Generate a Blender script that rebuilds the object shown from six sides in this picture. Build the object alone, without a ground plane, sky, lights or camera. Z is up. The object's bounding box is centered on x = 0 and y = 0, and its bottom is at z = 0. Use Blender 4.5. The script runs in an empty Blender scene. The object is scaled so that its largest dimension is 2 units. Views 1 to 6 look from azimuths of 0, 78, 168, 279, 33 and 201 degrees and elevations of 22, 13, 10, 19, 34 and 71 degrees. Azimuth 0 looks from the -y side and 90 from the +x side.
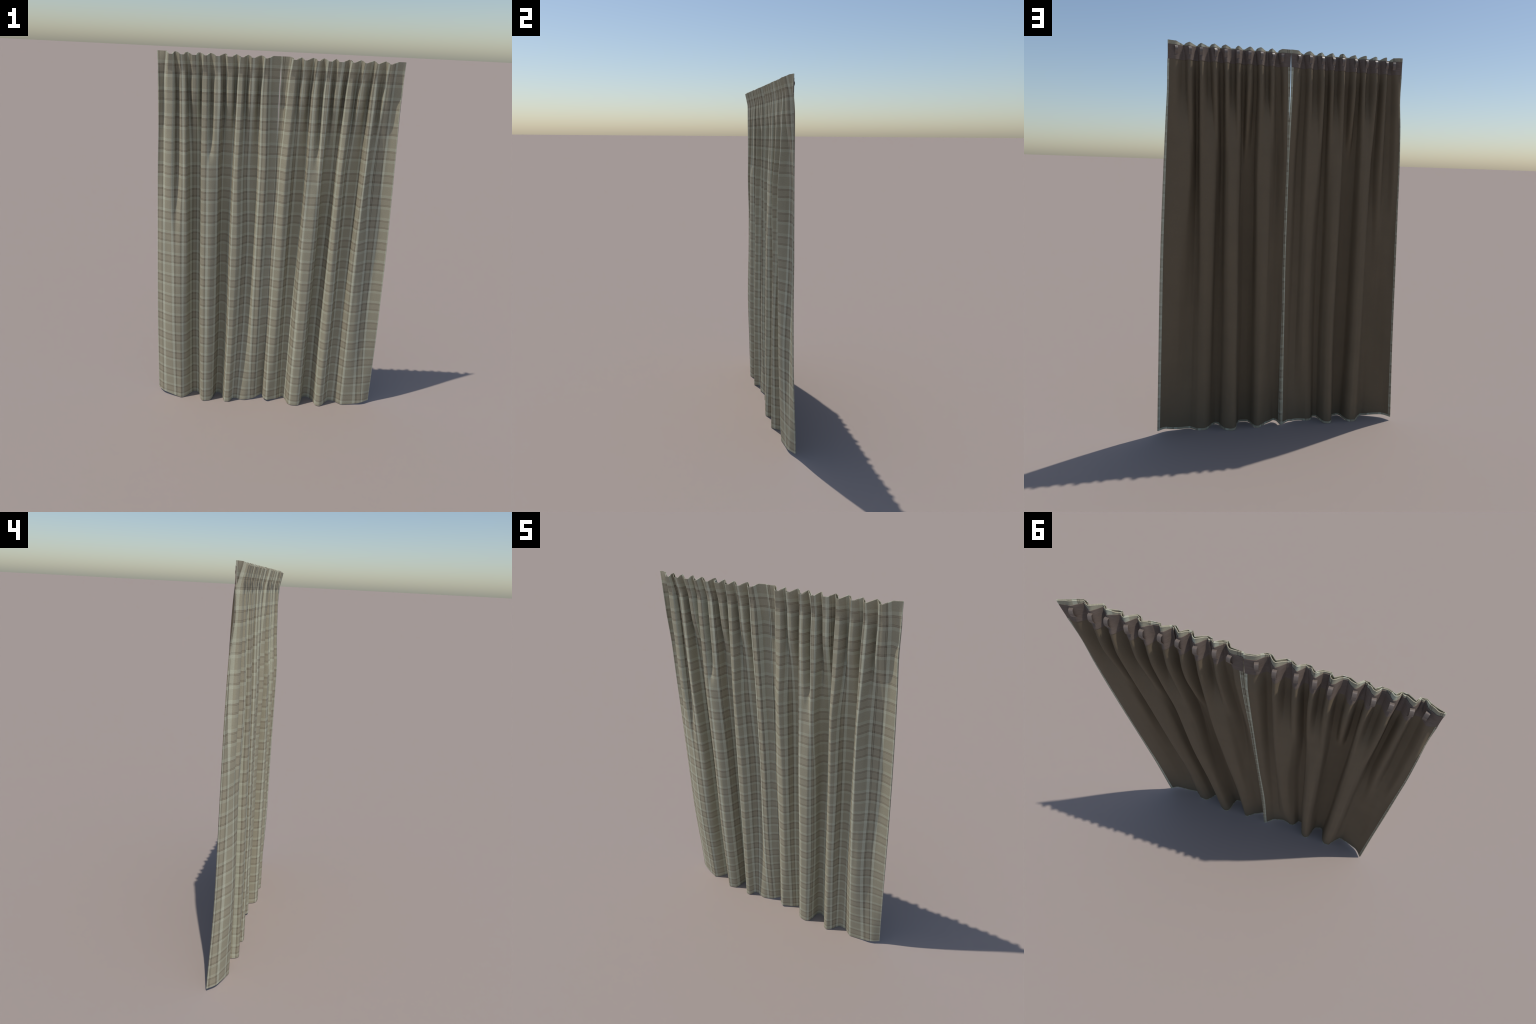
"""A pair of lined tartan curtains hanging side by side.

Each curtain is one cloth sheet (u = across the cloth, z = up) that is draped by
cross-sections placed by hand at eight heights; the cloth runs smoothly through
them.  Front fabric, lining, turned hems, heading tape and tape loops are thin
slabs laid on that drape at different depths.
"""
import bpy, math
import numpy as np

rng = np.random.default_rng(7)
CLOTH_WIDTH = 0.99          # flat width of one curtain
REPEAT = 0.1245             # tartan repeat
TAPE_TOP, TAPE_BOTTOM = 1.979, 1.914
PLEATS = 9

# ---------------------------------------------------------------- drape data
# Columns of the cloth: edge, valley 0, then (ridge, ridge, valley) x 9, edge.
# (x, y) in millimetres at each height; first list = left curtain, second = right.
LEVELS = [1.995, 1.914, 1.816, 1.63, 1.4436, 1.0275, 0.578, 0.0]


def pts(edge, first, pleats, last):
    return np.array([edge, first] + [p for trio in pleats for p in trio] + [last], float) / 1000.0


left_top = pts((-610, -17), (-567, -32),
    [((-549, -53), (-532, -51), (-521, -29)), ((-499, -50), (-477, -52), (-463, -31)),
     ((-439, -49), (-418, -49), (-402, -29)), ((-381, -53), (-368, -54), (-350, -30)),
     ((-327, -49), (-305, -49), (-282, -27)), ((-270, -49), (-244, -48), (-227, -28)),
     ((-207, -52), (-190, -51), (-171, -30)), ((-154, -48), (-132, -50), (-107, -27)),
     ((-89, -50), (-73, -51), (-48, -26))], (-10, -19))
left_upper = pts((-606, -20), (-586, -4),
    [((-562, -32), (-535, -35), (-515, 2)), ((-495, -36), (-472, -36), (-461, 13)),
     ((-437, -29), (-418, -29), (-398, 7)), ((-388, -36), (-364, -38), (-345, 8)),
     ((-325, -36), (-300, -36), (-283, 14)), ((-262, -29), (-245, -29), (-228, 9)),
     ((-215, -34), (-195, -36), (-177, 12)), ((-155, -28), (-132, -28), (-111, 13)),
     ((-97, -30), (-72, -32), (-42, 4))], (-11.5, 0))
left_high = pts((-624, 3), (-597, 4),
    [((-575, -24), (-547, -33), (-520, -7)), ((-493, -40), (-472, -47), (-452, 6)),
     ((-434, 15), (-419, 18), (-404, 15)), ((-390, -43), (-365, -50), (-348, -49)),
     ((-325, -44), (-306, -37), (-290, 10)), ((-273, 12), (-255, 8), (-234, -3)),
     ((-221, -40), (-203, -47), (-178, -10)), ((-160, 4), (-133, 8), (-108, 12)),
     ((-90, -28), (-62, -35), (-35, -7))], (-5, -4))
left_middle = pts((-637, 14), (-607, -7),
    [((-580, -16), (-555, -25), (-530, -29)), ((-505, -36), (-472, -33), (-453, 10)),
     ((-438, 28), (-421, 29), (-406, 19)), ((-388, -42), (-366, -52), (-346, -53)),
     ((-325, -48), (-305, -27), (-293, 12)), ((-277, 26), (-261, 23), (-242, -2)),
     ((-224, -44), (-198, -47), (-171, -22)), ((-147, 6), (-125, 13), (-108, 4)),
     ((-92, -22), (-62, -31), (-30, -5))], (-6.5, -4))
left_low = pts((-648, 21), (-615, 0),
    [((-588, -19), (-555, -34), (-530, -38)), ((-507, -39), (-477, -28), (-455, 16)),
     ((-440, 32), (-423, 32), (-407, 20)), ((-389, -46), (-366, -55), (-346, -56)),
     ((-325, -47), (-306, -26), (-292, 12)), ((-276, 27), (-261, 22), (-245, -2)),
     ((-226, -48), (-203, -50), (-176, -25)), ((-150, -1), (-128, 4), (-112, -6)),
     ((-92, -29), (-62, -30), (-35, -11))], (-8, 2))
left_hem = pts((-659, 53), (-622, 14),
    [((-590, 0), (-553, -13), (-530, -20)), ((-508, -27), (-479, -9), (-455, 20)),
     ((-437, 39), (-417, 38), (-403, 24)), ((-381, -43), (-366, -51), (-348, -47)),
     ((-328, -40), (-314, -10), (-301, 28)), ((-285, 40), (-265, 29), (-254, -2)),
     ((-238, -45), (-215, -49), (-190, -14)), ((-170, -11), (-148, -19), (-120, -24)),
     ((-90, -16), (-62, -9), (-36, 12))], (-10, 33))

right_top = pts((-11.5, -23), (31, -27),
    [((48, -53), (68, -50), (86, -28)), ((98, -47), (114, -50), (145, -27)),
     ((161, -52), (180, -51), (193, -29)), ((215, -54), (231, -50), (252, -29)),
     ((263, -46), (290, -45), (315, -28)), ((328, -49), (342, -54), (372, -25)),
     ((391, -50), (407, -48), (433, -33)), ((445, -49), (457, -56), (491, -29)),
     ((505, -46), (521, -52), (556, -28))], (592, -16))
right_upper = pts((-6, -4), (18, 0),
    [((34, -31), (60, -33), (82, 5)), ((96, -29), (114, -29), (140, 14)),
     ((153, -34), (172, -36), (200, 9)), ((210, -36), (232, -36), (255, 10)),
     ((264, -29), (283, -29), (311, 14)), ((319, -36), (340, -36), (366, 10)),
     ((382, -30), (400, -29), (434, 14)), ((440, -37), (460, -37), (488, 9)),
     ((503, -29), (524, -28), (562, -3))], (592, -19))
right_high = pts((-9, 0), (4, -3),
    [((19, -20), (45, -42), (74, -14)), ((95, 12), (122, 18), (146, 18)),
     ((155, -46), (180, -43), (203, -42)), ((217, -46), (230, -43), (247, -1)),
     ((267, 8), (290, 14), (303, 5)), ((315, -46), (330, -54), (352, -20)),
     ((369, 0), (408, 9), (430, 10)), ((442, -45), (456, -54), (477, -20)),
     ((495, 2), (534, 3), (570, -1))], (612, -13))
right_middle = pts((-8.5, 0), (2, -10),
    [((20, -22), (47, -31), (73, -16)), ((93, 17), (118, 23), (140, 17)),
     ((152, -44), (175, -55), (207, -56)), ((223, -46), (238, -25), (250, 17)),
     ((264, 28), (285, 29), (304, 10)), ((315, -38), (332, -50), (356, -34)),
     ((374, 1), (406, 13), (429, 6)), ((441, -34), (461, -50), (487, -35)),
     ((514, -11), (540, 0), (580, 2))], (630, -13))
right_low = pts((-10, 5), (0, -2),
    [((20, -20), (48, -28), (72, -10)), ((94, 12), (114, 19), (134, 9)),
     ((152, -38), (180, -58), (207, -57)), ((223, -42), (238, -12), (250, 24)),
     ((263, 28), (280, 26), (301, 4)), ((315, -35), (338, -53), (360, -46)),
     ((382, -6), (410, 4), (433, -6)), ((452, -28), (472, -45), (495, -43)),
     ((525, -30), (552, -12), (590, -4))], (644, -9))
right_hem = pts((-12, 36), (2, -12),
    [((25, -26), (48, -14), (78, 0)), ((100, 16), (118, 27), (130, 18)),
     ((152, -40), (175, -54), (200, -56)), ((218, -50), (232, -20), (246, 27)),
     ((262, 36), (285, 28), (308, 0)), ((324, -43), (345, -52), (368, -36)),
     ((388, -10), (412, 8), (440, 6)), ((465, -12), (490, -26), (525, -22)),
     ((560, -18), (595, -16), (622, -10))], (658, 13))

# where each column lies on the flat cloth (metres from its left edge)
LEFT_U = np.array([0, .050, .080, .115, .1425, .1685, .209, .243, .270, .303, .327, .392, .4245, .447, .475,
                   .502, .541, .577, .594, .624, .687, .7145, .746, .790, .823, .843, .868, .911, .952, CLOTH_WIDTH])
RIGHT_U = np.array([0, .030, .071, .099, .125, .178, .209, .240, .294, .329, .355, .371, .4355, .462, .477,
                    .495, .534, .567, .594, .620, .674, .717, .752, .783, .814, .837, .867, .900, .948, CLOTH_WIDTH])


def heading_level(top, upper):
    """Section at the foot of the heading tape, where the pleats lean back."""
    mid = 0.35 * top + 0.65 * upper
    ridge = np.zeros(len(mid), bool)
    for k in range(PLEATS):
        ridge[2 + 3 * k] = ridge[3 + 3 * k] = True
    mid[ridge, 1] = -0.0335
    mid[~ridge, 1] = np.minimum(mid[~ridge, 1], 0.001)
    mid[[1, -2], 1] = -0.011
    return mid


def fading_level(upper, high):
    """Half way to the next section the small pleats are still almost as deep."""
    mid = 0.5 * (upper + high)
    keep = np.where(upper[:, 1] < high[:, 1], 0.28, 0.62)     # ridges flatten first
    mid[:, 1] = keep * upper[:, 1] + (1 - keep) * high[:, 1]
    return mid


# ------------------------------------------------------------- interpolation
def pchip(x, y, xs):
    """Monotone cubic through (x, y); y may have several components."""
    y = y.reshape(len(x), -1)
    h = np.diff(x)[:, None]
    d = np.diff(y, axis=0) / h
    m = np.zeros_like(y)
    w1, w2 = 2 * h[1:] + h[:-1], h[1:] + 2 * h[:-1]
    same = d[1:] * d[:-1] > 0
    safe0, safe1 = np.where(same, d[:-1], 1), np.where(same, d[1:], 1)
    m[1:-1] = np.where(same, (w1 + w2) / (w1 / safe0 + w2 / safe1), 0)
    m[0], m[-1] = d[0], d[-1]
    i = np.clip(np.searchsorted(x, xs, "right") - 1, 0, len(x) - 2)
    t = ((xs - x[i]) / h[i, 0])[:, None]
    hi = h[i]
    return ((2 * t**3 - 3 * t**2 + 1) * y[i] + (t**3 - 2 * t**2 + t) * hi * m[i]
            + (-2 * t**3 + 3 * t**2) * y[i + 1] + (t**3 - t**2) * hi * m[i + 1])


def lin(x, y, xs):
    return np.stack([np.interp(xs, x, y[:, k]) for k in range(y.shape[1])], 1)


def smooth(a, b, t):
    t = np.clip((t - a) / (b - a), 0, 1)
    return t * t * (3 - 2 * t)


class Drape:
    """Maps (u across the cloth, z height, depth behind the front) to space."""

    def __init__(self, sections, columns, hem_ends, phase):
        self.u = np.unique(np.concatenate([np.linspace(a, b, 8)[:-1] for a, b in zip(columns[:-1], columns[1:])] + [columns[-1:]]))
        sharp = [0.95, 0.4, 0.05, 0, 0, 0, 0, 0]
        self.grid = np.stack([s * lin(columns, sec, self.u) + (1 - s) * pchip(columns, sec, self.u)
                              for sec, s in zip(sections, sharp)])         # levels x U x 2
        zl = np.array(LEVELS)[::-1]
        self.zl = zl
        self.g = self.grid[::-1].reshape(len(zl), -1)
        # top edge dips over every front ridge, hem lifts toward the free edges
        top = np.full((len(columns), 1), 2.0)
        for k in range(PLEATS):
            top[2 + 3 * k] = 1.9875
            top[3 + 3 * k] = 1.9875
        fine = np.interp(self.u, columns, top[:, 0])
        self.top = fine
        w = CLOTH_WIDTH
        self.hem = 0.0005 + hem_ends[0] * (1 - smooth(0.03, 0.17, self.u)) + hem_ends[1] * smooth(w - 0.17, w - 0.02, self.u)
        self.gap = np.maximum(0.0004, 0.0024 + 0.0040 * np.sin(self.u * 61 + phase) * np.sin(self.u * 23 + 2 * phase) + 0.0014 * np.sin(self.u * 140))
        self.gap *= smooth(0, 0.03, self.u) * smooth(0, 0.03, w - self.u)

    def section(self, z):
        """Dense section at height(s) z: array len(z) x U x 2."""
        z = np.clip(z, 0, 1.995)
        out = pchip(self.zl, self.g, z)
        stiff = z > LEVELS[1]                      # the taped heading is straight
        out[stiff] = lin(self.zl[-2:], self.g[-2:], z[stiff])
        return out.reshape(len(z), -1, 2)

    def surface(self, us, vs, depth):
        """us: cloth positions; vs: 2-D array rows x us of heights (real z)."""
        zs = np.linspace(0, 1.995, 400)
        dense = self.section(zs)
        if not hasattr(self, "normal"):
            d = np.gradient(dense, self.u, axis=1)
            k = np.array([1, 2, 3, 2, 1]) / 9.0
            pad = np.pad(d, ((0, 0), (2, 2), (0, 0)), mode="edge")
            d = sum(k[i] * pad[:, i:i + d.shape[1]] for i in range(5))
            n = np.stack([-d[..., 1], d[..., 0]], -1)
            self.normal = n / np.linalg.norm(n, axis=-1, keepdims=True)
            self.dense = dense
        zc = np.clip(vs, 0, 1.995)
        fz = zc / 1.995 * 399
        iz = np.clip(fz.astype(int), 0, 398)
        tz = (fz - iz)[..., None]
        fu = np.interp(us, self.u, np.arange(len(self.u)))
        iu = np.clip(fu.astype(int), 0, len(self.u) - 2)
        tu = (fu - iu)[None, :, None]
        iu = np.broadcast_to(iu[None, :], vs.shape)

        def pick(a):
            return ((a[iz, iu] * (1 - tu) + a[iz, iu + 1] * tu) * (1 - tz)
                    + (a[iz + 1, iu] * (1 - tu) + a[iz + 1, iu + 1] * tu) * tz)
        p, n = pick(self.dense), pick(self.normal)
        n = n / np.linalg.norm(n, axis=-1, keepdims=True)
        gap = np.interp(us, self.u, self.gap)[None, :] * smooth(1.90, 1.985, vs)
        off = depth + (gap if depth > 0.0021 else 0)
        xy = p + n * np.broadcast_to(off, vs.shape)[..., None]
        return np.concatenate([xy, vs[..., None]], -1)


# ------------------------------------------------------------------ meshing
def slab(name, drape, u0, u1, low, high, depth0, depth1, rows, material, parent, pattern=0.0):
    """Thin closed slab of cloth between two depths.  `low`/`high` are heights or
    the words 'hem' / 'top' (the cloth's own edges)."""
    us = np.unique(np.concatenate([[u0], drape.u[(drape.u > u0 + 1e-5) & (drape.u < u1 - 1e-5)], [u1]]))
    if len(us) < 6:
        us = np.linspace(u0, u1, 6)
    edge = {"hem": np.interp(us, drape.u, drape.hem), "top": np.interp(us, drape.u, drape.top)}
    lo = edge["hem"] + low[1] if isinstance(low, tuple) else (edge[low] if isinstance(low, str) else np.full(len(us), low))
    hi = edge[high] if isinstance(high, str) else (edge["hem"] + high[1] if isinstance(high, tuple) else np.full(len(us), high))
    s = np.linspace(0, 1, rows)
    vs = lo[None, :] + (hi - lo)[None, :] * s[:, None]
    front, back = drape.surface(us, vs, depth0), drape.surface(us, vs, depth1)
    nu, nv = len(us), rows
    verts = np.concatenate([front.reshape(-1, 3), back.reshape(-1, 3)])
    i = (np.arange(nv - 1)[:, None] * nu + np.arange(nu - 1)[None, :]).ravel()
    f = np.stack([i, i + 1, i + 1 + nu, i + nu], 1)
    n = nu * nv
    b = np.stack([i + n, i + nu + n, i + 1 + nu + n, i + 1 + n], 1)
    ring = np.concatenate([np.arange(nu), np.arange(2, nv + 1) * nu - 1,
                           nv * nu - 2 - np.arange(nu - 1), (nv - 2 - np.arange(nv - 2)) * nu])
    nxt = np.roll(ring, -1)
    rim = np.stack([ring, ring + n, nxt + n, nxt], 1)
    mesh = bpy.data.meshes.new(name)
    mesh.from_pydata(verts.tolist(), [], np.concatenate([f, b, rim]).tolist())
    sm = np.ones(len(mesh.polygons), bool)
    sm[-len(rim):] = False
    mesh.polygons.foreach_set("use_smooth", sm)
    # distance across the flat cloth, so that the tartan follows the folds
    across = mesh.attributes.new("across_cloth", "FLOAT", "POINT")
    across.data.foreach_set("value", pattern + np.tile(np.broadcast_to(us[None, :], vs.shape).ravel(), 2))
    # hard creases around the rim keep the cloth edge crisp
    sharp = mesh.attributes.new("sharp_edge", "BOOLEAN", "EDGE")
    on_rim = np.zeros(2 * n, int)
    on_rim[ring], on_rim[ring + n] = 1, 2
    ev = np.empty(len(mesh.edges) * 2, int)
    mesh.edges.foreach_get("vertices", ev)
    ev = ev.reshape(-1, 2)
    sharp.data.foreach_set("value", (on_rim[ev[:, 0]] > 0) & (on_rim[ev[:, 0]] == on_rim[ev[:, 1]]))
    mesh.materials.append(material)
    obj = bpy.data.objects.new(name, mesh)
    bpy.context.scene.collection.objects.link(obj)
    obj.parent = parent
    return obj


# ---------------------------------------------------------------- materials
def srgb(r, g, b):
    def f(c):
        c /= 255.0
        return c / 12.92 if c <= 0.04045 else ((c + 0.055) / 1.055) ** 2.4
    return (f(r), f(g), f(b), 1.0)


class Nodes:
    def __init__(self, name):
        self.mat = bpy.data.materials.new(name)
        self.mat.use_nodes = True
        self.t = self.mat.node_tree
        self.bsdf = self.t.nodes["Principled BSDF"]

    def new(self, kind, **inputs):
        n = self.t.nodes.new(kind)
        for k, v in inputs.items():
            if hasattr(n, k):
                setattr(n, k, v)
        return n

    def link(self, a, b):
        self.t.links.new(a, b)

    def math(self, op, a, b=None):
        n = self.t.nodes.new("ShaderNodeMath")
        n.operation = op
        for i, s in enumerate((a, b)):
            if s is None:
                continue
            if isinstance(s, (int, float)):
                n.inputs[i].default_value = s
            else:
                self.link(s, n.inputs[i])
        return n.outputs[0]

    def mix(self, kind, fac, a, b):
        n = self.t.nodes.new("ShaderNodeMix")
        n.data_type = "RGBA"
        n.blend_type = kind
        for sock, s in ((n.inputs[0], fac), (n.inputs[6], a), (n.inputs[7], b)):
            if isinstance(s, (int, float, tuple)):
                sock.default_value = s
            else:
                self.link(s, sock)
        return n.outputs[2]


PLAIN = srgb(163, 157, 135)
PALE = srgb(194, 196, 175)
LINED = srgb(157, 150, 129)
WEFT_PALE = srgb(182, 181, 159)
WEFT_LINED = srgb(161, 153, 132)
WARP_THREAD = srgb(58, 45, 36)
WEFT_THREAD = srgb(104, 89, 74)
# one repeat: pale band, lined block with two double threads, pale band, plain block
BAND, BLOCK = 0.0145, 0.0488


def stripe_ramp(nodes, phase_socket, PALE, LINED, THREAD):
    ramp = nodes.t.nodes.new("ShaderNodeValToRGB")
    r = ramp.color_ramp
    r.interpolation = "LINEAR"
    soft, half = 0.0006, 0.0012
    stops = [(0.0, PALE), (BAND - soft, PALE), (BAND + soft, LINED)]
    for c in (0.0030, 0.0085, BLOCK - 0.0085, BLOCK - 0.0030):
        x = BAND + c
        stops += [(x - half - soft, LINED), (x - half + soft, THREAD), (x + half - soft, THREAD), (x + half + soft, LINED)]
    e = BAND + BLOCK
    stops += [(e - soft, LINED), (e + soft, PALE), (e + BAND - soft, PALE), (e + BAND + soft, PLAIN),
              (REPEAT - soft, PLAIN), (REPEAT, PALE)]
    r.elements[0].position, r.elements[0].color = 0.0, stops[0][1]
    r.elements[1].position, r.elements[1].color = 1.0, stops[-1][1]
    for p, c in stops[1:-1]:
        el = r.elements.new(p / REPEAT)
        el.color = c
    nodes.link(phase_socket, ramp.inputs[0])
    return ramp.outputs[0]


def tartan():
    m = Nodes("tartan_cotton")
    tc = m.new("ShaderNodeTexCoord")
    sep = m.new("ShaderNodeSeparateXYZ")
    m.link(tc.outputs["Object"], sep.inputs[0])
    across = m.new("ShaderNodeAttribute", attribute_name="across_cloth")
    u, v = across.outputs["Fac"], sep.outputs[2]
    flat = m.new("ShaderNodeCombineXYZ")
    m.link(u, flat.inputs[0])
    m.link(v, flat.inputs[1])
    # pale band starts at u = 0.0515 across, and at z = 1.960 going down
    pu = m.math("FRACT", m.math("DIVIDE", m.math("ADD", u, 2 * REPEAT - 0.0535 + BAND + BLOCK), REPEAT))
    pv = m.math("FRACT", m.math("DIVIDE", m.math("SUBTRACT", 1.9585 + REPEAT, v), REPEAT))
    warp, weft = stripe_ramp(m, pu, PALE, LINED, WARP_THREAD), stripe_ramp(m, pv, WEFT_PALE, WEFT_LINED, WEFT_THREAD)
    colour = m.mix("MIX", 0.5, warp, weft)
    # weave: fine over-under grain plus slubs along both thread directions
    mp = m.new("ShaderNodeMapping")
    mp.inputs["Scale"].default_value = (900, 160, 1)
    m.link(flat.outputs[0], mp.inputs[0])
    n1 = m.new("ShaderNodeTexNoise")
    n1.inputs["Scale"].default_value = 1.0
    n1.inputs["Detail"].default_value = 2.0
    m.link(mp.outputs[0], n1.inputs["Vector"])
    mp2 = m.new("ShaderNodeMapping")
    mp2.inputs["Scale"].default_value = (160, 900, 1)
    m.link(flat.outputs[0], mp2.inputs[0])
    n2 = m.new("ShaderNodeTexNoise")
    n2.inputs["Scale"].default_value = 1.0
    n2.inputs["Detail"].default_value = 2.0
    m.link(mp2.outputs[0], n2.inputs["Vector"])
    grain = m.math("MULTIPLY", m.math("ADD", n1.outputs[0], n2.outputs[0]), 0.5)
    shade = m.new("ShaderNodeMapRange")
    for k, val in zip(("From Min", "From Max", "To Min", "To Max"), (0.3, 0.7, 0.86, 1.14)):
        shade.inputs[k].default_value = val
    m.link(grain, shade.inputs["Value"])
    hue = m.new("ShaderNodeCombineXYZ")
    for i in range(3):
        m.link(shade.outputs[0], hue.inputs[i])
    colour = m.mix("MULTIPLY", 1.0, colour, hue.outputs[0])
    m.link(colour, m.bsdf.inputs["Base Color"])
    bump = m.new("ShaderNodeBump")
    bump.inputs["Strength"].default_value = 0.25
    bump.inputs["Distance"].default_value = 0.0006
    m.link(grain, bump.inputs["Height"])
    m.link(bump.outputs[0], m.bsdf.inputs["Normal"])
    m.bsdf.inputs["Roughness"].default_value = 0.9
    m.bsdf.inputs["Specular IOR Level"].default_value = 0.15
    return m.mat


def plain_cloth(name, colour, scale, contrast, rough=0.85, spec=0.2):
    m = Nodes(name)
    tc = m.new("ShaderNodeTexCoord")
    mp = m.new("ShaderNodeMapping")
    mp.inputs["Scale"].default_value = scale
    m.link(tc.outputs["Object"], mp.inputs[0])
    n = m.new("ShaderNodeTexNoise")
    n.inputs["Scale"].default_value = 1.0
    n.inputs["Detail"].default_value = 3.0
    m.link(mp.outputs[0], n.inputs["Vector"])
    blotch = m.new("ShaderNodeTexNoise")
    blotch.inputs["Scale"].default_value = 9.0
    m.link(tc.outputs["Object"], blotch.inputs["Vector"])
    tint = m.mix("MIX", blotch.outputs[0], tuple(c * 0.93 for c in colour[:3]) + (1,),
                 (colour[0] * 1.07, colour[1] * 1.06, colour[2] * 1.04, 1))
    shade = m.new("ShaderNodeMapRange")
    for k, val in zip(("From Min", "From Max", "To Min", "To Max"), (0.3, 0.7, 1 - contrast, 1 + contrast)):
        shade.inputs[k].default_value = val
    m.link(n.outputs[0], shade.inputs["Value"])
    grey = m.new("ShaderNodeCombineXYZ")
    for i in range(3):
        m.link(shade.outputs[0], grey.inputs[i])
    m.link(m.mix("MULTIPLY", 1.0, tint, grey.outputs[0]), m.bsdf.inputs["Base Color"])
    bump = m.new("ShaderNodeBump")
    bump.inputs["Strength"].default_value = 0.2
    bump.inputs["Distance"].default_value = 0.0005
    m.link(n.outputs[0], bump.inputs["Height"])
    m.link(bump.outputs[0], m.bsdf.inputs["Normal"])
    m.bsdf.inputs["Roughness"].default_value = rough
    m.bsdf.inputs["Specular IOR Level"].default_value = spec
    return m.mat


TARTAN = tartan()
LINING = plain_cloth("brown_lining", srgb(115, 102, 83), (500, 500, 500), 0.10)
TAPE = plain_cloth("woven_heading_tape", srgb(114, 101, 92), (60, 60, 700), 0.16)
LOOP = plain_cloth("loop_webbing", srgb(110, 99, 91), (700, 700, 700), 0.12, 0.4, 0.5)


# ------------------------------------------------------------------- loops
def loop_mesh():
    """A narrow strap of tape, sewn flat above and below and bowed out between."""
    width, thick, across, along = 0.0138, 0.0012, 5, 25
    t = np.linspace(0, 1, along)
    z = 0.0 - 0.039 * t + 0.0025 * np.sin(np.pi * t)
    out = 0.0145 * np.sin(np.pi * np.clip(t * 1.12, 0, 1)) ** 0.7 * (1 - 0.35 * t)
    z = z + 0.004 * np.exp(-((t - 0.15) / 0.12) ** 2)
    dz, dy = np.gradient(z), np.gradient(out)
    ln = np.hypot(dz, dy)
    ny, nz = -dz / ln, dy / ln
    verts, faces = [], []
    for side in (0, 1):
        for i in range(along):
            for j in range(across):
                x = width * (j / (across - 1) - 0.5)
                verts.append((x, out[i] + side * thick * ny[i], z[i] + side * thick * nz[i]))
    n = along * across
    for i in range(along - 1):
        for j in range(across - 1):
            a = i * across + j
            faces.append((a, a + across, a + across + 1, a + 1))
            faces.append((a + n, a + 1 + n, a + across + 1 + n, a + across + n))
    ring = list(range(across)) + [i * across + across - 1 for i in range(1, along)] + \
        [(along - 1) * across + j for j in range(across - 2, -1, -1)] + [i * across for i in range(along - 2, 0, -1)]
    for a, b in zip(ring, ring[1:] + ring[:1]):
        faces.append((a, b, b + n, a + n))
    mesh = bpy.data.meshes.new("tape_loop")
    mesh.from_pydata(verts, [], faces)
    mesh.update()
    mesh.shade_smooth()
    mesh.set_sharp_from_angle(angle=math.radians(40))
    mesh.materials.append(LOOP)
    return mesh


LOOP_MESH = loop_mesh()


def curtain(name, sections, columns, hem_ends, phase):
    root = bpy.data.objects.new(name, None)
    root.empty_display_size = 0.1
    bpy.context.scene.collection.objects.link(root)
    root["label"] = "long pleated tartan curtain, beige and pale green, brown lining"
    root["category"] = "curtain"
    d = Drape(sections, columns, hem_ends, phase)
    w = CLOTH_WIDTH
    side = 0.0115
    slab("front_fabric", d, 0, w, "hem", "top", 0.0, 0.002, 170, TARTAN, root)
    slab("lining", d, 0.003, w - 0.003, ("hem", 0.004), TAPE_BOTTOM + 0.004, 0.0045, 0.0055, 150, LINING, root)
    slab("heading_tape", d, 0.001, w - 0.001, TAPE_BOTTOM, TAPE_TOP + 0.003, 0.0021, 0.0064, 12, TAPE, root)
    slab("top_hem", d, 0, w, TAPE_TOP, "top", 0.0024, 0.0050, 6, TARTAN, root)
    slab("bottom_hem", d, side - 0.001, w - side + 0.001, "hem", ("hem", 0.011), 0.0021, 0.0066, 4, TARTAN, root)
    slab("side_hem", d, 0, side, "hem", TAPE_BOTTOM, 0.0021, 0.0067, 110, TARTAN, root, 0.044)
    slab("side_hem", d, w - side, w, "hem", TAPE_BOTTOM, 0.0021, 0.0067, 110, TARTAN, root, 0.061 - w + side)
    # one loop on the back of every valley
    for k in range(PLEATS + 1):
        u = columns[1 + 3 * k]
        z = TAPE_TOP - 0.006
        a = d.surface(np.array([u]), np.array([[z]]), 0.0062)[0, 0]
        r, q = d.surface(np.array([u - 0.006, u + 0.006]), np.array([[z, z]]), 0.0062)[0]
        o = bpy.data.objects.new("tape_loop", LOOP_MESH)
        bpy.context.scene.collection.objects.link(o)
        o.parent = root
        o.location = a
        low = d.surface(np.array([u]), np.array([[z - 0.045]]), 0.0062)[0, 0]
        lean = math.atan2(low[1] - a[1], 0.045)
        turn = 0.5 * math.atan2(q[1] - r[1], q[0] - r[0]) + rng.uniform(-0.06, 0.06)
        o.rotation_euler = (lean, 0, turn)
    return root


L = [left_top, heading_level(left_top, left_upper), left_upper, fading_level(left_upper, left_high), left_high, left_middle, left_low, left_hem]
R = [right_top, heading_level(right_top, right_upper), right_upper, fading_level(right_upper, right_high), right_high, right_middle, right_low, right_hem]
curtain("curtain", L, LEFT_U, (0.0165, 0.0090), 0.6)
curtain("curtain", R, RIGHT_U, (0.0110, 0.0155), 2.1)
